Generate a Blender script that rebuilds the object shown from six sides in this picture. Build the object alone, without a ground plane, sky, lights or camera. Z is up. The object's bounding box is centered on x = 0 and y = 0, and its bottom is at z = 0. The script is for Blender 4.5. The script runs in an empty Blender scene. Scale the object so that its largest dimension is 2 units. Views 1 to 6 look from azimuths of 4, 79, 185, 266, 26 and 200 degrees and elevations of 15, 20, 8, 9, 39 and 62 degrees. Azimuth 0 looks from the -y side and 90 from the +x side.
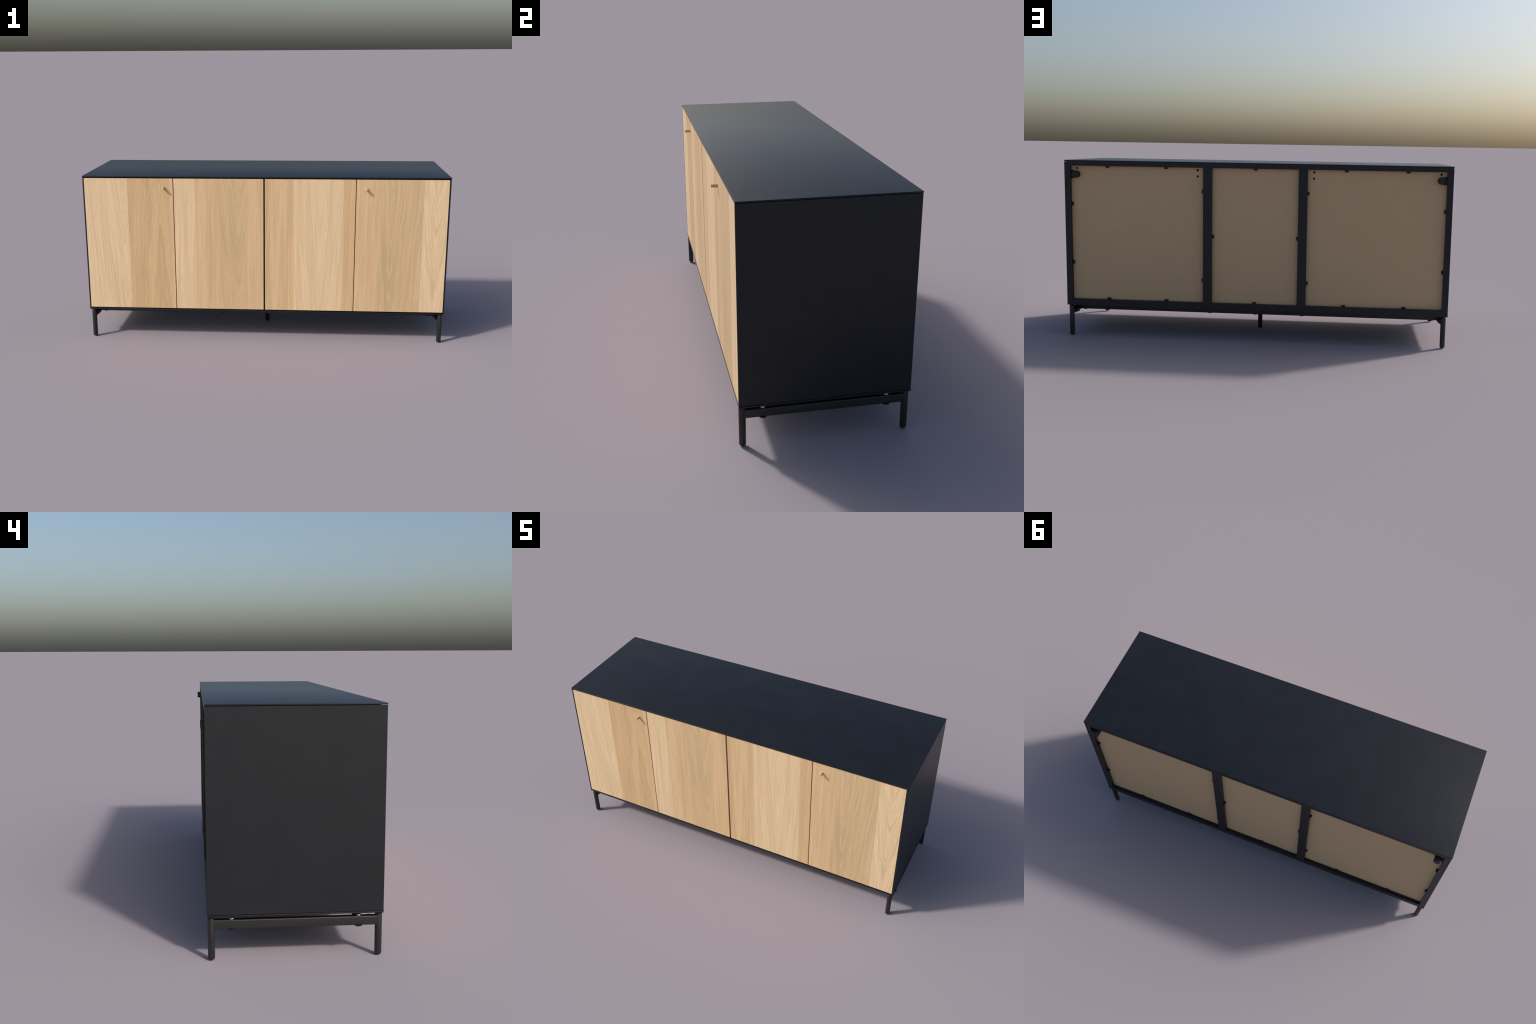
"""Low oak-fronted sideboard: black lacquered carcass, four veneered doors with
two peg knobs, hardboard back with clips and wall bumpers, tubular steel base."""
import bpy, bmesh, math
from mathutils import Vector, Matrix

# ------------------------------------------------------------------ sizes (m)
TOP_Z = 0.9306            # upper face of the top
TOP_T = 0.0060            # visible thin edge of the top / bottom slab
BOT_Z = 0.1652            # underside of the carcass
FRONT = -0.3176           # front edge of the carcass
BACK = 0.3276             # rear edge of the carcass
HALF_W = 1.0000           # half width of top and bottom slab
SIDE_OUT = 0.9985         # outer face of a side panel
SIDE_IN = 0.9680          # inner face of a side panel
RAIL_TOP = 0.9020         # lower edge of the top board seen from behind
RAIL_BOT = 0.1980         # upper edge of the bottom board seen from behind
BOARD_Y = 0.3060          # visible face of the hardboard back
BUMP = 0.3420 - BOARD_Y    # bumper length
DIV_X, DIV_W = 0.2460, 0.0457
DOOR_Y, DOOR_T = -0.3166, 0.0200
DOOR_Z0, DOOR_Z1 = 0.1775, 0.9185
KNOB_X, KNOB_Z, KNOB_R, KNOB_TIP = 0.5500, 0.8680, 0.0070, -0.3420
LEG_X, LEG_YF, LEG_YB, LEG_R = 0.9790, -0.3030, 0.3125, 0.0130
RAIL_YF, RAIL_YB = -0.2275, 0.2385      # long steel rails

ROOT = None


# ------------------------------------------------------------------ materials
class Graph:
    """Small helper to write node graphs as expressions."""
    def __init__(self, name):
        self.mat = bpy.data.materials.new(name)
        self.mat.use_nodes = True
        self.nt = self.mat.node_tree
        self.nt.nodes.clear()
        self.out = self.nt.nodes.new("ShaderNodeOutputMaterial")
        self.bsdf = self.nt.nodes.new("ShaderNodeBsdfPrincipled")
        self.nt.links.new(self.bsdf.outputs[0], self.out.inputs[0])
        self.coord = self.nt.nodes.new("ShaderNodeTexCoord")

    def put(self, socket, v):
        if isinstance(v, bpy.types.NodeSocket):
            self.nt.links.new(v, socket)
        else:
            socket.default_value = v

    def math(self, op, a, b=0.0, clamp=False):
        n = self.nt.nodes.new("ShaderNodeMath")
        n.operation = op
        n.use_clamp = clamp
        self.put(n.inputs[0], a)
        self.put(n.inputs[1], b)
        return n.outputs[0]

    def xyz(self):
        n = self.nt.nodes.new("ShaderNodeSeparateXYZ")
        self.nt.links.new(self.coord.outputs["Object"], n.inputs[0])
        return n.outputs

    def vec(self, x, y, z):
        n = self.nt.nodes.new("ShaderNodeCombineXYZ")
        for s, v in zip(n.inputs, (x, y, z)):
            self.put(s, v)
        return n.outputs[0]

    def noise(self, vector, scale=1.0, detail=2.0, rough=0.5):
        n = self.nt.nodes.new("ShaderNodeTexNoise")
        self.put(n.inputs["Vector"], vector)
        n.inputs["Scale"].default_value = scale
        n.inputs["Detail"].default_value = detail
        n.inputs["Roughness"].default_value = rough
        return n.outputs[0]

    def ramp(self, v, lo, hi):
        n = self.nt.nodes.new("ShaderNodeMapRange")
        n.interpolation_type = "SMOOTHSTEP"
        self.put(n.inputs["Value"], v)
        n.inputs["From Min"].default_value = lo
        n.inputs["From Max"].default_value = hi
        return n.outputs["Result"]

    def mix(self, fac, a, b):
        n = self.nt.nodes.new("ShaderNodeMix")
        n.data_type = "RGBA"
        self.put(n.inputs[0], fac)
        for s, v in ((n.inputs[6], a), (n.inputs[7], b)):
            self.put(s, v if isinstance(v, bpy.types.NodeSocket) else (*v, 1.0))
        return n.outputs[2]

    def bump(self, height, strength, distance):
        n = self.nt.nodes.new("ShaderNodeBump")
        n.inputs["Strength"].default_value = strength
        n.inputs["Distance"].default_value = distance
        self.put(n.inputs["Height"], height)
        self.nt.links.new(n.outputs[0], self.bsdf.inputs["Normal"])

    def finish(self, color, rough, spec=0.5, metallic=0.0):
        self.put(self.bsdf.inputs["Base Color"],
                 color if isinstance(color, bpy.types.NodeSocket) else (*color, 1.0))
        self.put(self.bsdf.inputs["Roughness"], rough)
        self.bsdf.inputs["Specular IOR Level"].default_value = spec
        self.bsdf.inputs["Metallic"].default_value = metallic
        return self.mat


def lacquer(name, color, rough, spec):
    g = Graph(name)
    n = g.noise(g.coord.outputs["Object"], 9.0, 3.0)
    c = g.mix(g.ramp(n, 0.35, 0.7), [v * 0.93 for v in color], [v * 1.07 for v in color])
    f = g.noise(g.coord.outputs["Object"], 900.0, 1.0)
    g.bump(f, 0.05, 0.0003)
    return g.finish(c, rough, spec)


def oak(name, tone, axis, open_k, curve, lean, warp, ring, dark_amt, light_amt, seed):
    """Oak veneer leaf.  Growth rings are level lines of
    open_k*|x-axis| + curve*(x-axis)^2 - lean*z : cathedral arches round the
    axis when lean is large, straight rift grain when it is small."""
    g = Graph(name)
    x, y, z = g.xyz()
    dx = g.math("SUBTRACT", x, axis)
    dx2 = g.math("MULTIPLY", dx, dx)
    soft = g.math("SQRT", g.math("ADD", dx2, 0.006 ** 2))
    wv = g.vec(g.math("MULTIPLY", x, 15.0), seed, g.math("MULTIPLY", z, 5.5))
    w = g.math("MULTIPLY", g.math("SUBTRACT", g.noise(wv, 1.0, 3.0, 0.5), 0.5), warp)
    c = g.math("ADD", g.math("MULTIPLY", soft, open_k), g.math("MULTIPLY", dx2, curve))
    c = g.math("SUBTRACT", c, g.math("MULTIPLY", z, lean))
    c = g.math("ADD", c, w)
    slow = g.vec(g.math("MULTIPLY", x, 2.0), seed * 1.7, g.math("MULTIPLY", z, 1.6))
    nz = g.nt.nodes.new("ShaderNodeSeparateXYZ")
    g.nt.links.new(slow, nz.inputs[0])
    # broad rings and thin lines along the same level lines
    broad = g.noise(g.vec(g.math("MULTIPLY", c, ring), seed, nz.outputs[2]), 1.0, 2.0, 0.5)
    thin = g.noise(g.vec(g.math("MULTIPLY", c, ring * 3.1), seed + 5.0,
                         g.math("MULTIPLY", nz.outputs[2], 2.0)), 1.0, 2.0, 0.6)
    # short vertical fibres and pores
    fibre = g.noise(g.vec(g.math("MULTIPLY", x, 520.0), seed, g.math("MULTIPLY", z, 16.0)), 1.0, 2.0, 0.6)
    pore = g.noise(g.vec(g.math("MULTIPLY", x, 1100.0), seed + 3.0, g.math("MULTIPLY", z, 42.0)), 1.0, 1.0)
    # slow bands of tone and hue across the board
    band = g.noise(g.vec(g.math("MULTIPLY", x, 26.0), seed + 9.0, g.math("MULTIPLY", z, 1.3)), 1.0, 2.0)
    hue = g.noise(g.vec(g.math("MULTIPLY", x, 40.0), seed + 13.0, g.math("MULTIPLY", z, 7.0)), 1.0, 2.0)

    light = (min(1, tone[0] * 1.10), min(1, tone[1] * 1.13), min(1, tone[2] * 1.16))
    dark = (tone[0] * 0.72, tone[1] * 0.71, tone[2] * 0.66)
    olive = (tone[0] * 0.74, tone[1] * 0.80, tone[2] * 0.74)
    pink = (min(1, tone[0] * 1.02), tone[1] * 0.97, tone[2] * 0.99)
    col = g.mix(g.ramp(hue, 0.35, 0.7), tone, pink)
    col = g.mix(g.math("MULTIPLY", g.ramp(band, 0.40, 0.72), 0.40), col, dark)
    col = g.mix(g.math("MULTIPLY", g.ramp(broad, 0.50, 0.64), light_amt), col, light)
    col = g.mix(g.math("MULTIPLY", g.ramp(broad, 0.50, 0.36), dark_amt * 1.2), col, dark)
    col = g.mix(g.math("MULTIPLY", g.ramp(thin, 0.53, 0.64), dark_amt * 1.5, clamp=True), col, olive)
    col = g.mix(g.math("MULTIPLY", g.ramp(thin, 0.44, 0.34), light_amt * 1.1, clamp=True), col, light)
    col = g.mix(g.math("MULTIPLY", g.ramp(fibre, 0.48, 0.68), 0.36), col, dark)
    col = g.mix(g.math("MULTIPLY", g.ramp(pore, 0.58, 0.75), 0.18), col, olive)
    g.bump(g.math("ADD", fibre, thin), 0.05, 0.0004)
    return g.finish(col, 0.55, 0.35)


def hardboard(name):
    g = Graph(name)
    o = g.coord.outputs["Object"]
    a = g.noise(o, 95.0, 4.0, 0.65)
    b = g.noise(o, 7.0, 3.0)
    s = g.noise(o, 420.0, 2.0)
    base = (0.585, 0.412, 0.232)
    c = g.mix(g.ramp(a, 0.36, 0.70), [v * 0.95 for v in base], [v * 1.04 for v in base])
    c = g.mix(g.math("MULTIPLY", g.ramp(b, 0.4, 0.7), 0.5), c, (0.600, 0.400, 0.234))
    c = g.mix(g.math("MULTIPLY", g.ramp(s, 0.60, 0.75), 0.28), c, (0.42, 0.295, 0.165))
    g.bump(s, 0.08, 0.0005)
    return g.finish(c, 0.75, 0.25)


def flat_material(name, color, rough, spec=0.5, metallic=0.0):
    g = Graph(name)
    n = g.noise(g.coord.outputs["Object"], 60.0, 2.0)
    c = g.mix(n, [v * 0.92 for v in color], [v * 1.08 for v in color])
    return g.finish(c, rough, spec, metallic)


MAT = {}


def make_materials():
    MAT["lacquer"] = lacquer("black_lacquer", (0.0110, 0.0125, 0.0145), 0.42, 0.35)
    MAT["top"] = lacquer("satin_black_top", (0.0135, 0.0160, 0.0222), 0.35, 0.17)
    MAT["steel"] = flat_material("powder_coated_steel", (0.0130, 0.0125, 0.0110), 0.45, 0.5)
    MAT["plastic"] = flat_material("black_plastic", (0.0035, 0.0035, 0.0040), 0.45, 0.5)
    MAT["rubber"] = flat_material("black_rubber", (0.008, 0.008, 0.008), 0.7, 0.3)
    MAT["bolt"] = flat_material("zinc_bolt", (0.72, 0.72, 0.74), 0.30, 0.5, 1.0)
    MAT["hardboard"] = hardboard("brown_hardboard")
    MAT["core"] = oak("oak_edge_wood", (0.55, 0.37, 0.21), 0.0, 30.0, 0.0, 0.3, 0.2, 4.0, 0.3, 0.3, 2.0)


# ------------------------------------------------------------------ mesh tools
def add(name, bm, mat, parent, smooth=None):
    me = bpy.data.meshes.new(name)
    bm.normal_update()
    bm.to_mesh(me)
    bm.free()
    me.materials.append(mat)
    ob = bpy.data.objects.new(name, me)
    bpy.context.scene.collection.objects.link(ob)
    ob.parent = parent
    if smooth is not None:
        for p in me.polygons:
            p.use_smooth = True
        me.set_sharp_from_angle(angle=math.radians(smooth))
    return ob


def box_into(bm, x0, x1, y0, y1, z0, z1, bevel=0.0, seg=1):
    r = bmesh.ops.create_cube(bm, size=1.0)
    vs = r["verts"]
    bmesh.ops.scale(bm, vec=(x1 - x0, y1 - y0, z1 - z0), verts=vs)
    bmesh.ops.translate(bm, vec=((x0 + x1) / 2, (y0 + y1) / 2, (z0 + z1) / 2), verts=vs)
    if bevel > 0:
        es = list({e for v in vs for e in v.link_edges})
        bmesh.ops.bevel(bm, geom=es, offset=bevel, segments=seg, profile=0.5, affect="EDGES")


def box(name, x0, x1, y0, y1, z0, z1, mat, parent, bevel=0.0, seg=1):
    bm = bmesh.new()
    box_into(bm, x0, x1, y0, y1, z0, z1, bevel, seg)
    return add(name, bm, mat, parent, 35 if seg > 1 else None)


def prism_into(bm, outline, axis, a, b):
    """Extrude a 2D outline along an axis.  'y': outline is (x,z); 'x': (y,z); 'z': (x,y)."""
    def place(p, t):
        return {"y": (p[0], t, p[1]), "x": (t, p[0], p[1]), "z": (p[0], p[1], t)}[axis]
    lo = [bm.verts.new(place(p, a)) for p in outline]
    hi = [bm.verts.new(place(p, b)) for p in outline]
    n = len(outline)
    faces = [bm.faces.new(lo), bm.faces.new(hi)]
    for i in range(n):
        j = (i + 1) % n
        faces.append(bm.faces.new((lo[i], lo[j], hi[j], hi[i])))
    bmesh.ops.recalc_face_normals(bm, faces=faces)


def lathe_into(bm, profile, center, direction="z", steps=40):
    """Revolve (radius, height) pairs round an axis through center."""
    rings = []
    for r, h in profile:
        if r < 1e-6:
            rings.append([bm.verts.new((0, 0, h))])
        else:
            rings.append([bm.verts.new((r * math.cos(2 * math.pi * i / steps),
                                        r * math.sin(2 * math.pi * i / steps), h)) for i in range(steps)])
    faces = []
    for p, q in zip(rings, rings[1:]):
        for i in range(steps):
            j = (i + 1) % steps
            loop = [p[i % len(p)], p[j % len(p)], q[j % len(q)], q[i % len(q)]]
            uniq = list(dict.fromkeys(loop))
            if len(uniq) > 2:
                faces.append(bm.faces.new(uniq))
    bmesh.ops.recalc_face_normals(bm, faces=faces)
    rot = {"z": Matrix.Identity(4), "y": Matrix.Rotation(math.radians(-90), 4, "X"),
           "-y": Matrix.Rotation(math.radians(90), 4, "X")}[direction]
    vs = [v for ring in rings for v in ring]
    bmesh.ops.transform(bm, matrix=Matrix.Translation(center) @ rot, verts=vs)


def copy_of(ob, location, rot=0.0, axis="Y", scale=(1, 1, 1)):
    c = ob.copy()
    c.location = location
    c.rotation_euler = Matrix.Rotation(rot, 3, axis).to_euler()
    c.scale = scale
    bpy.context.scene.collection.objects.link(c)
    return c


# ------------------------------------------------------------------ carcass
def build_carcass():
    lac = MAT["lacquer"]
    # top: thin overhanging slab over a thicker board between the sides
    bm = bmesh.new()
    box_into(bm, -HALF_W, HALF_W, FRONT, BACK, TOP_Z - TOP_T, TOP_Z, 0.0013, 3)
    add("top_panel", bm, MAT["top"], ROOT, 35)
    bm = bmesh.new()
    box_into(bm, -SIDE_IN + 0.0002, SIDE_IN - 0.0002, DOOR_Y + DOOR_T + 0.006, BACK - 0.0003,
             RAIL_TOP, TOP_Z - TOP_T + 0.001)
    add("top_board", bm, lac, ROOT)
    bm = bmesh.new()
    box_into(bm, -HALF_W, HALF_W, FRONT, BACK, BOT_Z, BOT_Z + TOP_T, 0.0009, 2)
    box_into(bm, -SIDE_IN + 0.0002, SIDE_IN - 0.0002, DOOR_Y + DOOR_T + 0.006, BACK - 0.0003,
             BOT_Z + TOP_T - 0.001, RAIL_BOT)
    add("bottom_panel", bm, lac, ROOT, 35)
    # side panels: thin front lip beside the doors, full thickness behind them,
    # and a shadow groove under the top and over the bottom slab
    z0, z1, gr = BOT_Z + TOP_T, TOP_Z - TOP_T, 0.0019
    for s in (-1, 1):
        bm = bmesh.new()
        o, ch = SIDE_OUT, 0.0012
        plan = [(s * o, FRONT + 0.0004 + ch), (s * (o - ch), FRONT + 0.0004), (s * 0.9926, FRONT + 0.0004),
                (s * 0.9926, DOOR_Y + DOOR_T + 0.004), (s * SIDE_IN, DOOR_Y + DOOR_T + 0.004),
                (s * SIDE_IN, BACK - 0.0004), (s * (o - ch), BACK - 0.0004), (s * o, BACK - 0.0004 - ch)]
        prism_into(bm, plan, "z", z0 + gr, z1 - gr)
        # tongue set back from the edge closes the groove
        for a, b in ((z0 - 0.001, z0 + gr), (z1 - gr, z1 + 0.001)):
            xs = sorted((s * SIDE_IN, s * (o - 0.012)))
            box_into(bm, xs[0], xs[1], DOOR_Y + DOOR_T + 0.006, BACK - 0.0012, a, b)
        add("side_panel", bm, lac, ROOT)
    # centre post just behind the gap between the two pairs of doors
    box("post", -0.0200, 0.0200, DOOR_Y + DOOR_T + 0.0005, DOOR_Y + DOOR_T + 0.0300,
        RAIL_BOT - 0.0004, RAIL_TOP + 0.0004, lac, ROOT)
    # two inner dividers whose rear edges show between the back boards
    for s in (-1, 1):
        box("divider", s * DIV_X - DIV_W / 2, s * DIV_X + DIV_W / 2, DOOR_Y + DOOR_T + 0.006, BACK - 0.001,
            RAIL_BOT - 0.0005, RAIL_TOP + 0.0005, lac, ROOT, 0.0005)


# ------------------------------------------------------------------ back
def build_back():
    hb = MAT["hardboard"]
    spans = [(-SIDE_IN, -DIV_X - DIV_W / 2), (-DIV_X + DIV_W / 2, DIV_X - DIV_W / 2), (DIV_X + DIV_W / 2, SIDE_IN)]
    holes = {0: [(-0.9385, 0.889), (-0.3003, 0.889), (-0.3003, 0.8575)], 1: [],
             2: [(0.9385, 0.889), (0.3003, 0.889), (0.3003, 0.8575)]}
    for k, (x0, x1) in enumerate(spans):
        ob = box("back_board", x0, x1, BOARD_Y - 0.004, BOARD_Y, RAIL_BOT, RAIL_TOP, hb, ROOT)
        if holes[k]:
            bm = bmesh.new()
            for hx, hz in holes[k]:
                lathe_into(bm, [(0, -0.02), (0.0055, -0.02), (0.0055, 0.02), (0, 0.02)], (hx, BOARD_Y, hz), "y", 28)
            cut = add("hole_cutter", bm, hb, None)
            m = ob.modifiers.new("holes", "BOOLEAN")
            m.operation = "DIFFERENCE"
            m.solver = "EXACT"
            m.object = cut
            deps = bpy.context.evaluated_depsgraph_get()
            me = bpy.data.meshes.new_from_object(ob.evaluated_get(deps))
            ob.modifiers.clear()
            ob.data = me
            bpy.data.objects.remove(cut)
    # clips: a foot on the frame edge with a lip over the hardboard
    pl = MAT["plastic"]
    bm = bmesh.new()
    w = 0.0090
    # the clip sits on a lower edge: +z points into the board
    box_into(bm, -w, w, 0.000, 0.0140, -0.0005, 0.0040, 0.0006)
    box_into(bm, -w, w, 0.000, 0.0060, 0.0030, 0.0098, 0.0006)
    box_into(bm, -0.0045, 0.0045, 0.000, 0.0095, 0.0020, 0.0085, 0.0006)
    box_into(bm, w - 0.0035, w, 0.000, 0.0120, 0.0010, 0.0098, 0.0006)
    first = add("panel_clip", bm, pl, ROOT)
    Y = BOARD_Y + 0.0001
    up, down, left, right = 0.0, math.pi, -math.pi / 2, math.pi / 2
    spots = []
    for x in (-0.7742, -0.4650, 0.0, 0.4650, 0.7742):
        spots += [(x, RAIL_BOT, up), (x, RAIL_TOP, down)]
    for s in (-1, 1):
        for z in (0.7030, 0.3936):
            spots.append((s * SIDE_IN, z, left if s > 0 else right))
        for z in (0.7805, 0.3160):
            spots.append((s * (DIV_X + DIV_W / 2), z, right if s > 0 else left))
        spots.append((s * (DIV_X - DIV_W / 2), 0.5480, left if s > 0 else right))
    for i, (x, z, a) in enumerate(spots):
        if i == 0:
            first.location = (x, Y, z)
            first.rotation_euler = (0, a, 0)
        else:
            copy_of(first, (x, Y, z), a)
    # wall bumpers in the upper corners, on a flared foot that reaches the side panel
    for s in (-1, 1):
        cx, cz, r = s * 0.9385, 0.8573, 0.0168
        bm = bmesh.new()
        lathe_into(bm, [(0, 0.0), (r + 0.0006, 0.0), (r, BUMP - 0.0010), (r - 0.0008, BUMP), (0.0026, BUMP),
                        (0.0020, BUMP - 0.0002), (0.0020, BUMP - 0.006), (0, BUMP - 0.006)],
                   (cx, BOARD_Y - 0.0002, cz), "y", 48)
        # raised ring on the face
        lathe_into(bm, [(0.0105, 0.0), (0.0105, 0.0005), (0.0092, 0.0005), (0.0092, 0.0)],
                   (cx, BOARD_Y - 0.0004 + BUMP, cz), "y", 48)
        bumper = add("wall_bumper", bm, pl, ROOT, 40)
        bm = bmesh.new()
        pts = [(s * (SIDE_IN - 0.0003), cz - 0.0212), (s * (SIDE_IN - 0.0003), cz + 0.0212)]
        for i in range(13):
            a = math.radians(82 + i * (196 / 12))
            pts.append((cx + s * math.cos(a) * (r + 0.0012), cz + math.sin(a) * (r + 0.0012)))
        prism_into(bm, pts, "y", BOARD_Y - 0.0002, BOARD_Y + 0.0070)
        for zz in (cz + 0.0165, cz - 0.0195):
            xs = sorted((s * (SIDE_IN - 0.0004), s * (SIDE_IN - 0.009)))
            box_into(bm, xs[0], xs[1], BOARD_Y, BOARD_Y + 0.0190, zz, zz + 0.003)
        box_into(bm, *sorted((s * (SIDE_IN - 0.0004), s * (SIDE_IN - 0.0045))), BOARD_Y, BOARD_Y + 0.0190,
                 cz - 0.0195, cz + 0.0195)
        foot = add("bumper_foot", bm, pl, bumper)


# ------------------------------------------------------------------ doors
# veneer leaves per door: right end (fraction of door width), tone, grain rule
LIGHT = (0.765, 0.568, 0.346)
MEDIUM = (0.683, 0.481, 0.268)
TAN = (0.615, 0.425, 0.227)
GREYTAN = (0.625, 0.448, 0.252)
STRAIGHT = dict(open_k=26.0, curve=0.0, lean=0.30, warp=0.25, ring=3.0)
DOORS = [
    (-0.9905, -0.4991, [
        (0.485, LIGHT, dict(axis=-0.775, open_k=6.5, curve=34.0, lean=1.0, warp=0.24, ring=9.0, dark_amt=0.34, light_amt=0.30)),
        (0.955, TAN, dict(axis=-0.575, open_k=8.0, curve=16.0, lean=-0.75, warp=0.42, ring=7.0, dark_amt=0.22, light_amt=0.55)),
        (1.000, MEDIUM, dict(STRAIGHT, axis=-1.2, dark_amt=0.2, light_amt=0.5)),
    ]),
    (-0.4951, -0.0041, [
        (0.234, LIGHT, dict(STRAIGHT, axis=0.3, lean=-1.1, dark_amt=0.26, light_amt=0.25)),
        (0.515, MEDIUM, dict(STRAIGHT, axis=-0.9, lean=0.5, dark_amt=0.28, light_amt=0.30)),
        (0.815, GREYTAN, dict(axis=-0.142, open_k=6.5, curve=16.0, lean=1.15, warp=0.24, ring=9.0, dark_amt=0.26, light_amt=0.35)),
        (1.000, MEDIUM, dict(STRAIGHT, axis=-0.9, lean=0.2, dark_amt=0.22, light_amt=0.25)),
    ]),
    (0.0041, 0.4945, [
        (0.060, GREYTAN, dict(STRAIGHT, axis=-0.4, lean=1.6, dark_amt=0.3, light_amt=0.3)),
        (0.326, MEDIUM, dict(STRAIGHT, axis=-0.7, lean=0.2, dark_amt=0.30, light_amt=0.30)),
        (0.867, LIGHT, dict(axis=0.305, open_k=10.0, curve=22.0, lean=0.85, warp=0.22, ring=8.0, dark_amt=0.30, light_amt=0.28)),
        (1.000, (0.655, 0.455, 0.250), dict(STRAIGHT, axis=-0.7, lean=0.2, dark_amt=0.22, light_amt=0.35)),
    ]),
    (0.4985, 0.9902, [
        (0.258, MEDIUM, dict(STRAIGHT, axis=-0.6, lean=0.4, dark_amt=0.24, light_amt=0.35)),
        (0.735, GREYTAN, dict(axis=0.690, open_k=11.0, curve=10.0, lean=0.75, warp=0.42, ring=6.5, dark_amt=0.26, light_amt=0.55)),
        (1.000, LIGHT, dict(axis=0.930, open_k=5.2, curve=30.0, lean=1.0, warp=0.22, ring=9.0, dark_amt=0.36, light_amt=0.30)),
    ]),
]


def build_doors():
    skin = 0.0012
    seed = 1.0
    for k, (x0, x1, leaves) in enumerate(DOORS):
        door = box("door", x0, x1, DOOR_Y + skin, DOOR_Y + DOOR_T, DOOR_Z0, DOOR_Z1, MAT["core"], ROOT, 0.0003)
        a = x0
        for frac, tone, rule in leaves:
            b = x0 + (x1 - x0) * frac
            seed += 7.31
            mat = oak("oak_veneer", tone, seed=seed, **rule)
            bm = bmesh.new()
            el = 0.0006 if a == x0 else 0.0
            er = 0.0006 if frac == 1.0 else 0.0
            e = 0.0006
            # leaf with its outer arrises eased
            plan = [(a, DOOR_Y + skin), (a, DOOR_Y + el), (a + el, DOOR_Y), (b - er, DOOR_Y), (b, DOOR_Y + er), (b, DOOR_Y + skin)]
            plan = [p for i, p in enumerate(plan) if p != plan[i - 1]]
            prism_into(bm, plan, "z", DOOR_Z0, DOOR_Z1)
            add("veneer_leaf", bm, mat, door)
            a = b
        if k in (0, 3):
            bm = bmesh.new()
            L = DOOR_Y - KNOB_TIP
            lathe_into(bm, [(0, -0.004), (KNOB_R, -0.004), (KNOB_R, L - 0.0008), (KNOB_R - 0.0008, L), (0, L)],
                       ((-KNOB_X if k == 0 else KNOB_X), DOOR_Y, KNOB_Z), "-y", 36)
            seed += 3.0
            add("peg_knob", bm, oak("oak_knob", (0.63, 0.435, 0.245), axis=0.0, open_k=40.0, curve=0.0, lean=0.2,
                                    warp=0.1, ring=5.0, dark_amt=0.2, light_amt=0.2, seed=seed), door, 35)


# ------------------------------------------------------------------ steel base
def rounded_rect(w, h, r, n=5):
    pts = []
    for cx, cy, a0 in ((w / 2 - r, h / 2 - r, 0), (-w / 2 + r, h / 2 - r, 90),
                       (-w / 2 + r, -h / 2 + r, 180), (w / 2 - r, -h / 2 + r, 270)):
        for i in range(n + 1):
            a = math.radians(a0 + 90 * i / n)
            pts.append((cx + r * math.cos(a), cy + r * math.sin(a)))
    return pts


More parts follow.
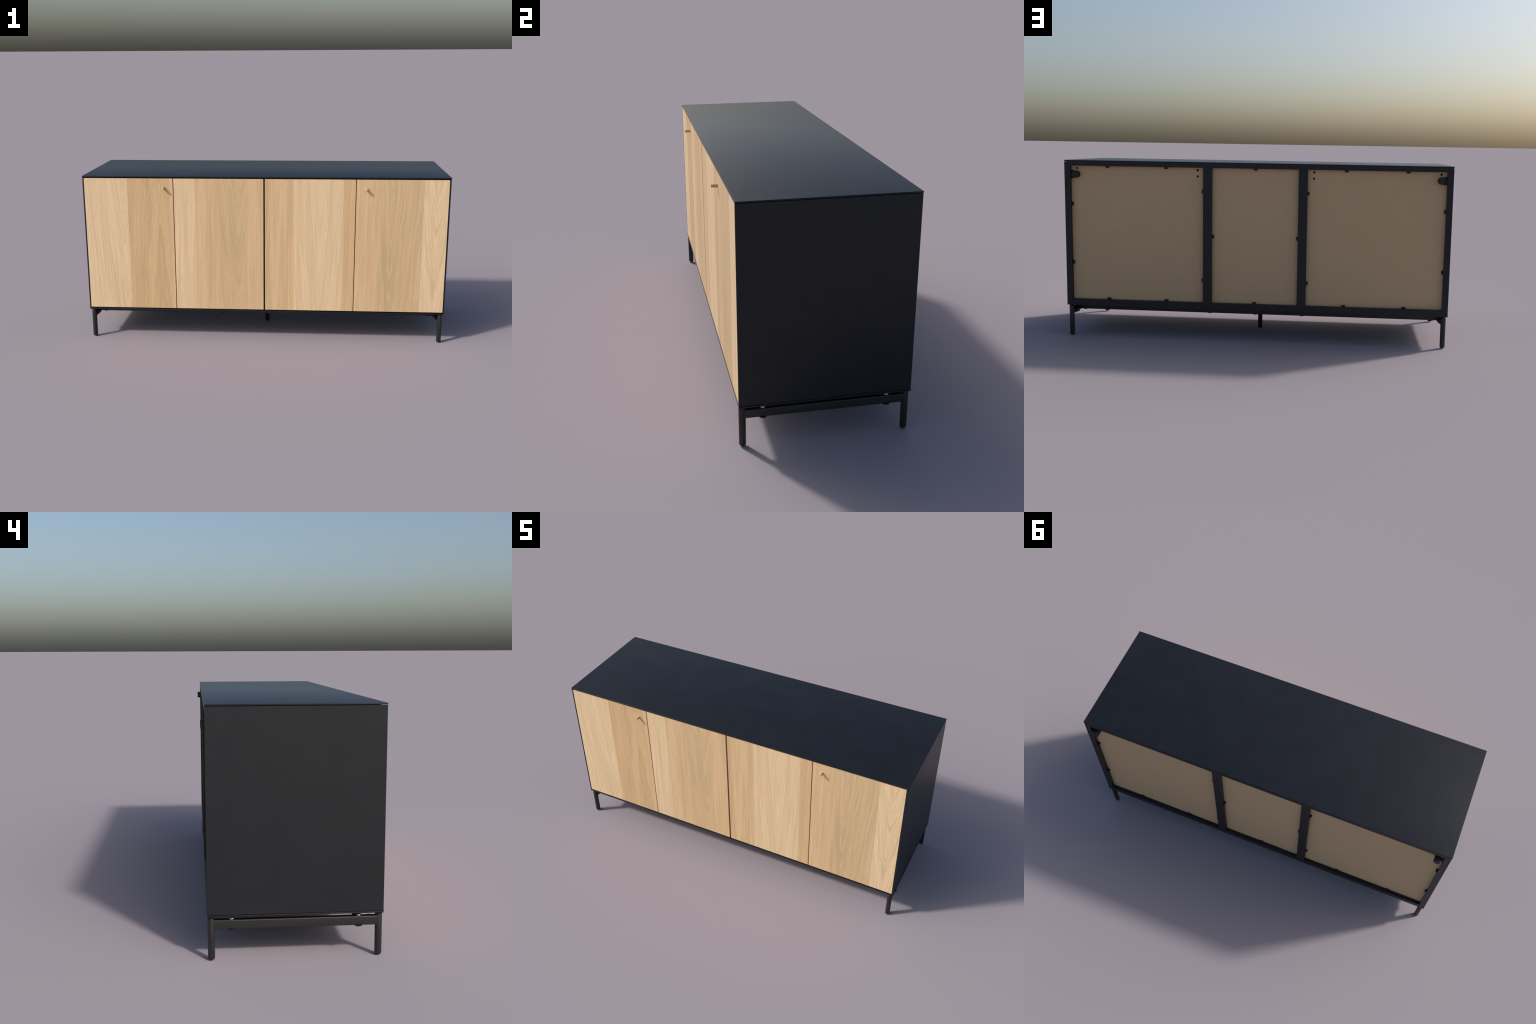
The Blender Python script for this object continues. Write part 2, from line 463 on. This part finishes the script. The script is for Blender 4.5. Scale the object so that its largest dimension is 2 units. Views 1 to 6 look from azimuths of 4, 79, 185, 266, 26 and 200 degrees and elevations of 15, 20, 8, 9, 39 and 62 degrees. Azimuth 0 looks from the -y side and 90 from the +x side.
def build_base():
    st, rub, pl = MAT["steel"], MAT["rubber"], MAT["plastic"]
    base = bpy.data.objects.new("steel_base", None)
    bpy.context.scene.collection.objects.link(base)
    base.parent = ROOT
    r = LEG_R
    leg_profile = [(0, 0.0), (r - 0.0045, 0.0), (r - 0.0015, 0.0025), (r, 0.0075), (r, 0.1570), (r - 0.0008, 0.1592),
                   (r - 0.0030, 0.1605), (0, 0.1605)]
    for s in (-1, 1):
        for y in (LEG_YF, LEG_YB):
            bm = bmesh.new()
            lathe_into(bm, leg_profile, (s * LEG_X, y, 0), "z", 40)
            leg = add("leg", bm, st, base, 50)
            bm = bmesh.new()
            lathe_into(bm, [(0, 0.1600), (0.0108, 0.1600), (0.0108, BOT_Z), (0, BOT_Z)], (s * LEG_X, y, 0), "z", 32)
            add("rubber_spacer", bm, rub, leg, 40)
            # curved gusset between leg and frame, towards the middle of the cabinet
            t = 1 if y < 0 else -1
            out = [(0.9700, 0.1130), (0.9690, 0.1170), (0.9650, 0.1222), (0.9600, 0.1245),
                   (0.9560, 0.1275), (0.9500, 0.1340), (0.9450, 0.1405), (0.9440, 0.1425), (0.9700, 0.1425)]
            bm = bmesh.new()
            prism_into(bm, [(s * a, b) for a, b in out], "y", y + 0.020 * t, y + 0.036 * t)
            add("gusset", bm, pl, leg)
    # side beams between front and rear legs
    sec = rounded_rect(0.0235, 0.0345, 0.0040)
    for s in (-1, 1):
        bm = bmesh.new()
        prism_into(bm, [(s * 0.9785 + a, 0.1334 + b) for a, b in sec], "y", LEG_YF + 0.004, LEG_YB - 0.004)
        beam = add("side_beam", bm, st, base, 40)
        for y in (RAIL_YF, RAIL_YB):
            bm = bmesh.new()
            lathe_into(bm, [(0, 0.1522), (0.0108, 0.1522), (0.0112, 0.1512), (0.0112, 0.1490), (0, 0.1490)], (s * LEG_X, y, 0), "z", 32)
            lathe_into(bm, [(0, 0.1622), (0.0165, 0.1622), (0.0175, BOT_Z), (0, BOT_Z)], (s * LEG_X, y, 0), "z", 32)
            lathe_into(bm, [(0, 0.1175), (0.0155, 0.1175), (0.0150, 0.1135), (0.0120, 0.1120), (0.0075, 0.1115), (0.0055, 0.1090), (0, 0.1085)],
                       (s * LEG_X, y, 0), "z", 32)
            add("spacer_washer", bm, rub, beam, 40)
            bm = bmesh.new()
            lathe_into(bm, [(0, 0.1515), (0.0094, 0.1520), (0.0096, 0.1535), (0.0085, 0.1560), (0.0065, 0.1580), (0.0055, 0.1595), (0.0055, 0.1624), (0, 0.1624)],
                       (s * LEG_X, y, 0), "z", 32)
            add("levelling_bolt", bm, MAT["bolt"], beam, 50)
    # long rails and a short cross rail carrying the centre leg
    sec = rounded_rect(0.0200, 0.0300, 0.0030)
    for y in (RAIL_YF, RAIL_YB):
        bm = bmesh.new()
        prism_into(bm, [(y + a, 0.1440 + b) for a, b in sec], "x", -0.9660, 0.9660)
        rail = add("long_rail", bm, st, base, 40)
        for x in (-0.928, -0.247, 0.0, 0.247, 0.928):
            bm = bmesh.new()
            lathe_into(bm, [(0, 0.1295), (0.0125, 0.1295), (0.0105, 0.1275), (0.0060, 0.1258), (0, 0.1254)], (x, y, 0), "z", 24)
            add("bolt_head", bm, rub, rail, 60)
    ym = (RAIL_YF + RAIL_YB) / 2
    bm = bmesh.new()
    prism_into(bm, [(a, 0.1440 + b) for a, b in sec], "y", RAIL_YF, RAIL_YB)
    cross = add("cross_rail", bm, st, base, 40)
    bm = bmesh.new()
    r = 0.0123
    lathe_into(bm, [(0, 0.0), (r - 0.0020, 0.0), (r, 0.0045), (r, 0.1400), (0, 0.1400)], (0, ym, 0), "z", 40)
    add("support_leg", bm, pl, base, 50)


# ------------------------------------------------------------------ assemble
def main():
    global ROOT
    make_materials()
    ROOT = bpy.data.objects.new("sideboard", None)
    bpy.context.scene.collection.objects.link(ROOT)
    ROOT["label"] = "long black sideboard with four oak doors and slim legs"
    ROOT["category"] = "sideboard"
    build_carcass()
    build_back()
    build_doors()
    build_base()


main()
